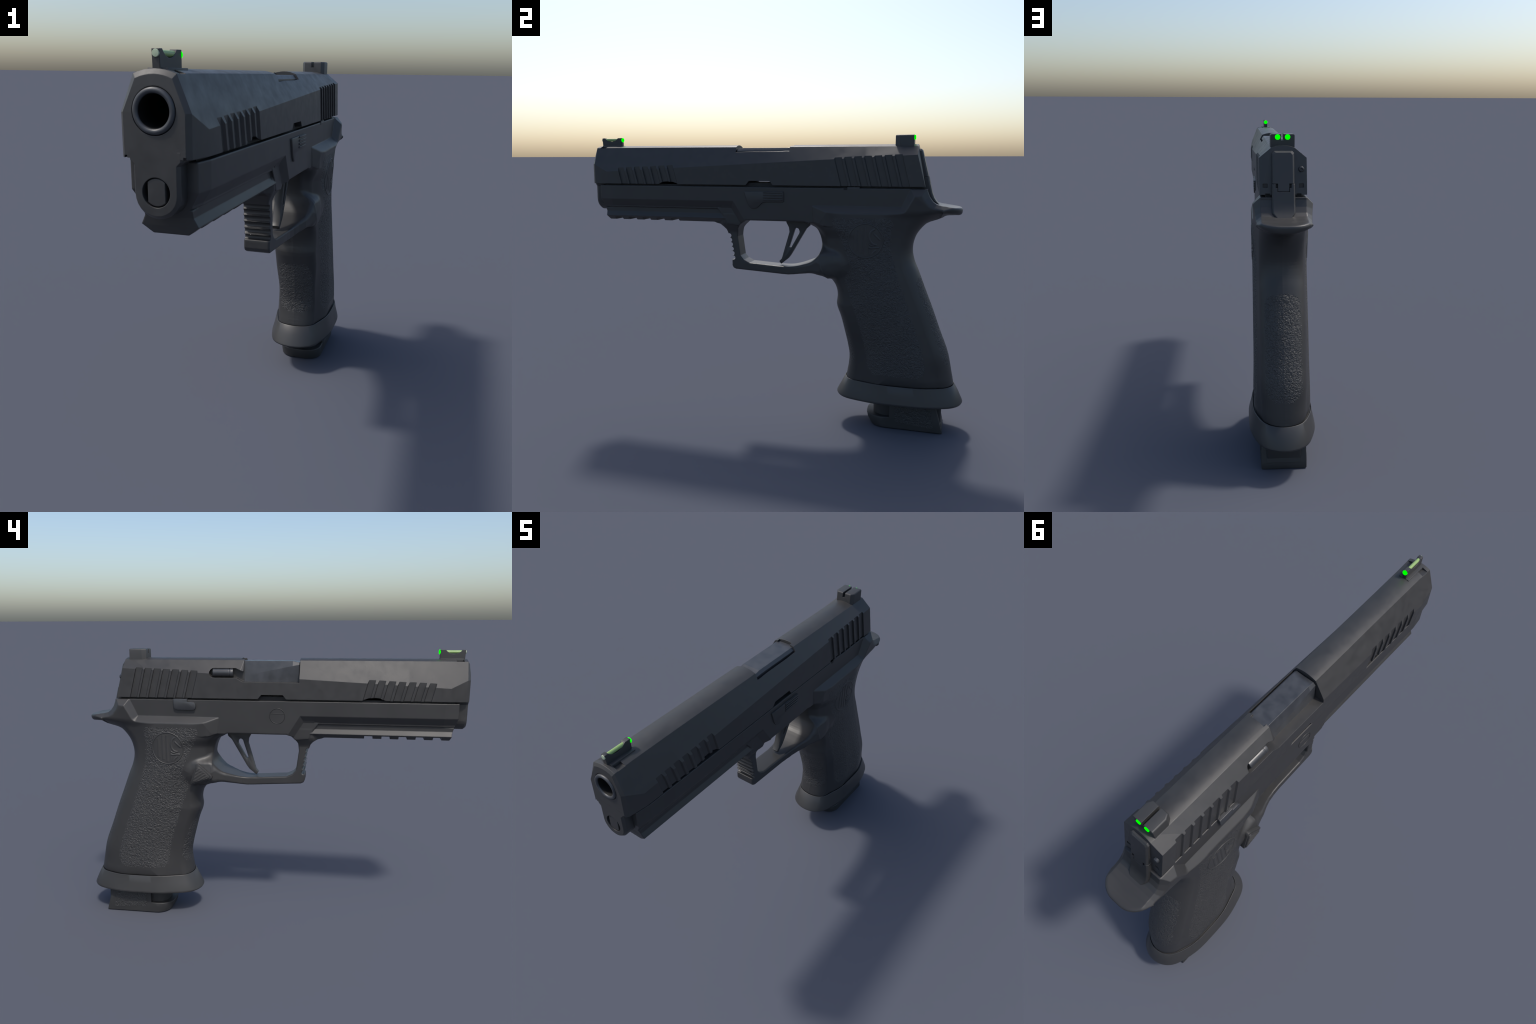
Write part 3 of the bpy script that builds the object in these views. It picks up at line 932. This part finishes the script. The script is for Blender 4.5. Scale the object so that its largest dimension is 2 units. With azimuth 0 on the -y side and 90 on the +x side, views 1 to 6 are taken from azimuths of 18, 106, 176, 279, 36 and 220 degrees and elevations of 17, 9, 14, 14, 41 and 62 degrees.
# magazine release, left side: rounded triangle with slanted ribs
BTN = [(0.3560, 0.8880), (0.3980, 0.7610), (0.2620, 0.8050)]
rel = prism("magazine_release", round_poly(BTN, [0.028, 0.024, 0.03], 6), "x", -0.1310, -0.070, M_FRAME, bevel=0.003, bev_angle=50)
inner_btn = round_poly([(0.3535, 0.8740), (0.3890, 0.7715), (0.2790, 0.8060)], [0.022, 0.018, 0.022], 6)
prism("release_pad", inner_btn, "x", -0.1370, -0.1200, M_FRAME, rel, bevel=0.003, bev_angle=50)
for k in range(10):
    t = (k + 0.6) / 10.4
    zc = 0.7790 + 0.082 * t
    tilt = 0.26
    ys = [0.2800 + i * 0.0015 for i in range(76)]
    inside = [y for y in ys if float(sd_poly(inner_btn, np.array([y], np.float32), np.array([zc + (0.345 - y) * -tilt], np.float32))[0]) < -0.004]
    if len(inside) > 3:
        a, b = inside[0], inside[-1]
        za, zb = zc - (0.345 - a) * tilt, zc - (0.345 - b) * tilt
        tube("release_rib", [(-0.1366, a, za), (-0.1366, b, zb)], 0.0020, M_FRAME, rel)

# =================================================================== EMBLEM on both grip sides
def strip_on_grip(name, path, width, height, s, parent, closed=False):
    """low raised band lying on the grip surface; path in emblem units (u right, v up)"""
    pts = []
    m = len(path)
    bm = bmesh.new()
    secs = []
    for i, (u, v) in enumerate(path):
        a = path[(i - 1) % m] if closed or i > 0 else path[i]
        b = path[(i + 1) % m] if closed or i < m - 1 else path[i]
        t = Vector((b[0] - a[0], b[1] - a[1])).normalized()
        nrm = Vector((-t.y, t.x))
        sec = []
        for off, hgt in ((-0.5, -0.004), (-0.5, 0.25 * height), (-0.25, height), (0.25, height), (0.5, 0.25 * height), (0.5, -0.004)):
            uu, vv = u + nrm.x * off * width, v + nrm.y * off * width
            y, z = EMB[0] + s * uu, EMB[1] + vv
            x = side_x(y, z, s)
            sec.append(bm.verts.new((x + s * hgt, y, z)))
        secs.append(sec)
    for i in range(m if closed else m - 1):
        A, B = secs[i], secs[(i + 1) % m]
        for k in range(6):
            bm.faces.new((A[k], A[(k + 1) % 6], B[(k + 1) % 6], B[k]))
    if not closed:
        bm.faces.new(secs[0][::-1])
        bm.faces.new(secs[-1])
    return link(name, bm_to_mesh(bm, name), M_EMBLEM, parent, 50)

for s in (-1, 1):
    ring = strip_on_grip("emblem_ring", circle(0, 0, EMB[2] - 0.001, 64), 0.0064, 0.0020, s, ROOT, True)
    for ua, ub, zt, zb in ((-0.056, -0.038, 0.050, -0.050), (-0.032, -0.013, 0.068, -0.060), (-0.009, 0.008, 0.068, -0.072)):
        u, w = (ua + ub) / 2, (ub - ua) * 0.86
        lim = math.sqrt(max(0.0, 0.075 ** 2 - max(abs(ua), abs(ub)) ** 2))
        a, b = min(zt, lim), max(zb, -lim)
        strip_on_grip("emblem_bar", [(u, b + (a - b) * k / 8) for k in range(9)], w, 0.0024, s, ring)
    # letter-like sweep: open loop above, tail below
    c1 = [(0.050 + 0.030 * math.cos(math.radians(a)), 0.020 + 0.038 * math.sin(math.radians(a))) for a in range(100, 281, 15)]
    strip_on_grip("emblem_curve", c1, 0.011, 0.0024, s, ring)
    strip_on_grip("emblem_curve", [(0.040 + 0.030 * k / 5, 0.036 - 0.030 * k / 5) for k in range(6)], 0.010, 0.0024, s, ring)
    strip_on_grip("emblem_curve", [(0.017, -0.014), (0.022, -0.019), (0.030, -0.022), (0.042, -0.024)], 0.008, 0.0024, s, ring)
    strip_on_grip("emblem_curve", [(0.017, -0.031), (0.028, -0.035), (0.040, -0.033), (0.054, -0.031), (0.066, -0.033)], 0.009, 0.0024, s, ring)
    strip_on_grip("emblem_curve", [(0.020, -0.040), (0.021, -0.052), (0.021, -0.068)], 0.009, 0.0024, s, ring)
    c2 = [(0.062 - 0.027 * math.sin(math.radians(a)), -0.066 + 0.022 * math.cos(math.radians(a))) for a in range(20, 91, 14)]
    strip_on_grip("emblem_curve", c2, 0.009, 0.0024, s, ring)

# =================================================================== MAGAZINE FUNNEL AND BASE
def round_rect(y0, y1, hw, rf, rb, z, n=10):
    pts = []
    def corner(cx, cy, r, a0):
        for k in range(n + 1):
            a = a0 + math.pi / 2 * k / n
            pts.append((cx + r * math.cos(a), cy + r * math.sin(a)))
    corner(hw - rb, y1 - rb, rb, 0)
    corner(-hw + rb, y1 - rb, rb, math.pi / 2)
    corner(-hw + rf, y0 + rf, rf, math.pi)
    corner(hw - rf, y0 + rf, rf, 1.5 * math.pi)
    zf = z if callable(z) else (lambda x, y: z)
    return [(x, y, zf(x, y)) for x, y in pts]

def oval_ring(y0, y1, hw, z, front, back, n=64):
    pts = []
    for k in range(n + 1):
        y = y0 + (y1 - y0) * 0.5 * (1 - math.cos(math.pi * k / n))
        wf, _ = nose(np.array(y - y0), hw, *front)
        wb, _ = nose(np.array(y1 - y), hw, *back)
        pts.append((max(0.0, float(wf + wb - hw)) if 0 < k < n else 0.003, y))
    for _ in range(12):                                       # even out the curvature
        pts = [pts[0], pts[1]] + [((a[0] + 2 * b[0] + c[0]) / 4, b[1]) for a, b, c in zip(pts[1:-3], pts[2:-2], pts[3:-1])] + [pts[-2], pts[-1]]
    return [(x, y, z) for x, y in pts] + [(-x, y, z) for x, y in pts[::-1]]

RIM_F, RIM_B = (0.106, 0.080, 0.25), (0.104, 0.080, 0.22)
rings = [oval_ring(0.4150, 0.9530, 0.1300, 0.2280, FRONT_NOSE, BACK_NOSE),
         oval_ring(0.4125, 0.9555, 0.1335, 0.2345, FRONT_NOSE, BACK_NOSE),
         oval_ring(0.4100, 0.9580, 0.1350, 0.2325, (0.088, 0.052, 0.215), (0.088, 0.066, 0.18)),
         oval_ring(0.3900, 0.9800, 0.1420, 0.1920, (0.096, 0.065, 0.23), (0.094, 0.072, 0.20)),
         oval_ring(0.3680, 0.9990, 0.1520, 0.1500, RIM_F, RIM_B),
         oval_ring(0.3668, 1.0000, 0.1527, 0.1455, RIM_F, RIM_B),
         oval_ring(0.3700, 0.9970, 0.1510, 0.1395, RIM_F, RIM_B),
         oval_ring(0.3860, 0.9830, 0.1400, 0.1385, RIM_F, RIM_B),
         oval_ring(0.4300, 0.9350, 0.1130, 0.1900, (0.085, 0.08, 0.25), (0.085, 0.08, 0.22))]
loft("magazine_funnel", rings, M_FUNNEL, angle=28)

# base pad of the magazine
def base_ring(z, y0, y1, hw, rf):
    return round_rect(y0, y1, hw, rf, 0.004, z, 7)
rings = [base_ring(0.0000, 0.5560, 0.9065, 0.0990, 0.070), base_ring(0.0035, 0.5480, 0.9075, 0.1020, 0.074), base_ring(0.0300, 0.5330, 0.9010, 0.1025, 0.078),
         base_ring(0.0620, 0.5260, 0.8925, 0.1025, 0.080), base_ring(0.0700, 0.5290, 0.8905, 0.1015, 0.080), base_ring(0.20, 0.5290, 0.8560, 0.1015, 0.080)]
base = loft("magazine_base", rings, M_BASE)
cut = bmesh.new()
# finger scoop at the front: everything above the lip ahead of the textured block, except the neck
neck = [(x, y) for x, y, _ in round_rect(0.560, 0.90, 0.078, 0.062, 0.01, 0.0, 7)]
outer = [(x, y) for x, y, _ in round_rect(0.40, 0.6480, 0.16, 0.05, 0.012, 0.0, 4)]
prism_bm(outer, "z", 0.0580, 0.30, cut, shrink_a=0.0)
boolean(base, cut)
bm = loft_bm([[(x, y, 0.050) for x, y in neck], [(x, y, 0.19) for x, y in neck]])
boolean(base, bm, "UNION")
bm = bmesh.new()
bm.from_mesh(base.data)
es = [e for e in bm.edges if abs(e.verts[0].co.z - 0.058) < 1e-3 and abs(e.verts[1].co.z - 0.058) < 1e-3 and e.verts[0].co.y < 0.645
      and (abs(e.verts[0].co.x) > 0.085 or e.verts[0].co.y < 0.55)]
bmesh.ops.bevel(bm, geom=es, offset=0.007, segments=3, affect="EDGES", profile=0.5, clamp_overlap=True)
bm.to_mesh(base.data)
bm.free()
finish(base, M_BASE, 35)
# rear inset panel and textured side panels
prism("base_rear_panel", [(-0.0765, 0.0280), (0.0765, 0.0280), (0.0765, 0.14), (-0.0765, 0.14)], "y", 0.86, 0.8800, M_BASE)
bpr = bpy.data.objects["base_rear_panel"].data
for v in bpr.vertices:
    v.co.y = (0.9075 - (v.co.z - 0.0035) * 0.267 + 0.0022) if v.co.y > 0.87 else v.co.y
for s in (-1, 1):
    pan = round_poly([(0.6720, 0.155), (0.6760, 0.0380), (0.8660, 0.0220), (0.8430, 0.155)], [0, 0.012, 0.012, 0], 4)
    prism("base_texture_panel", pan, "x", s * 0.090, s * 0.1035, M_BASE_ST, base)
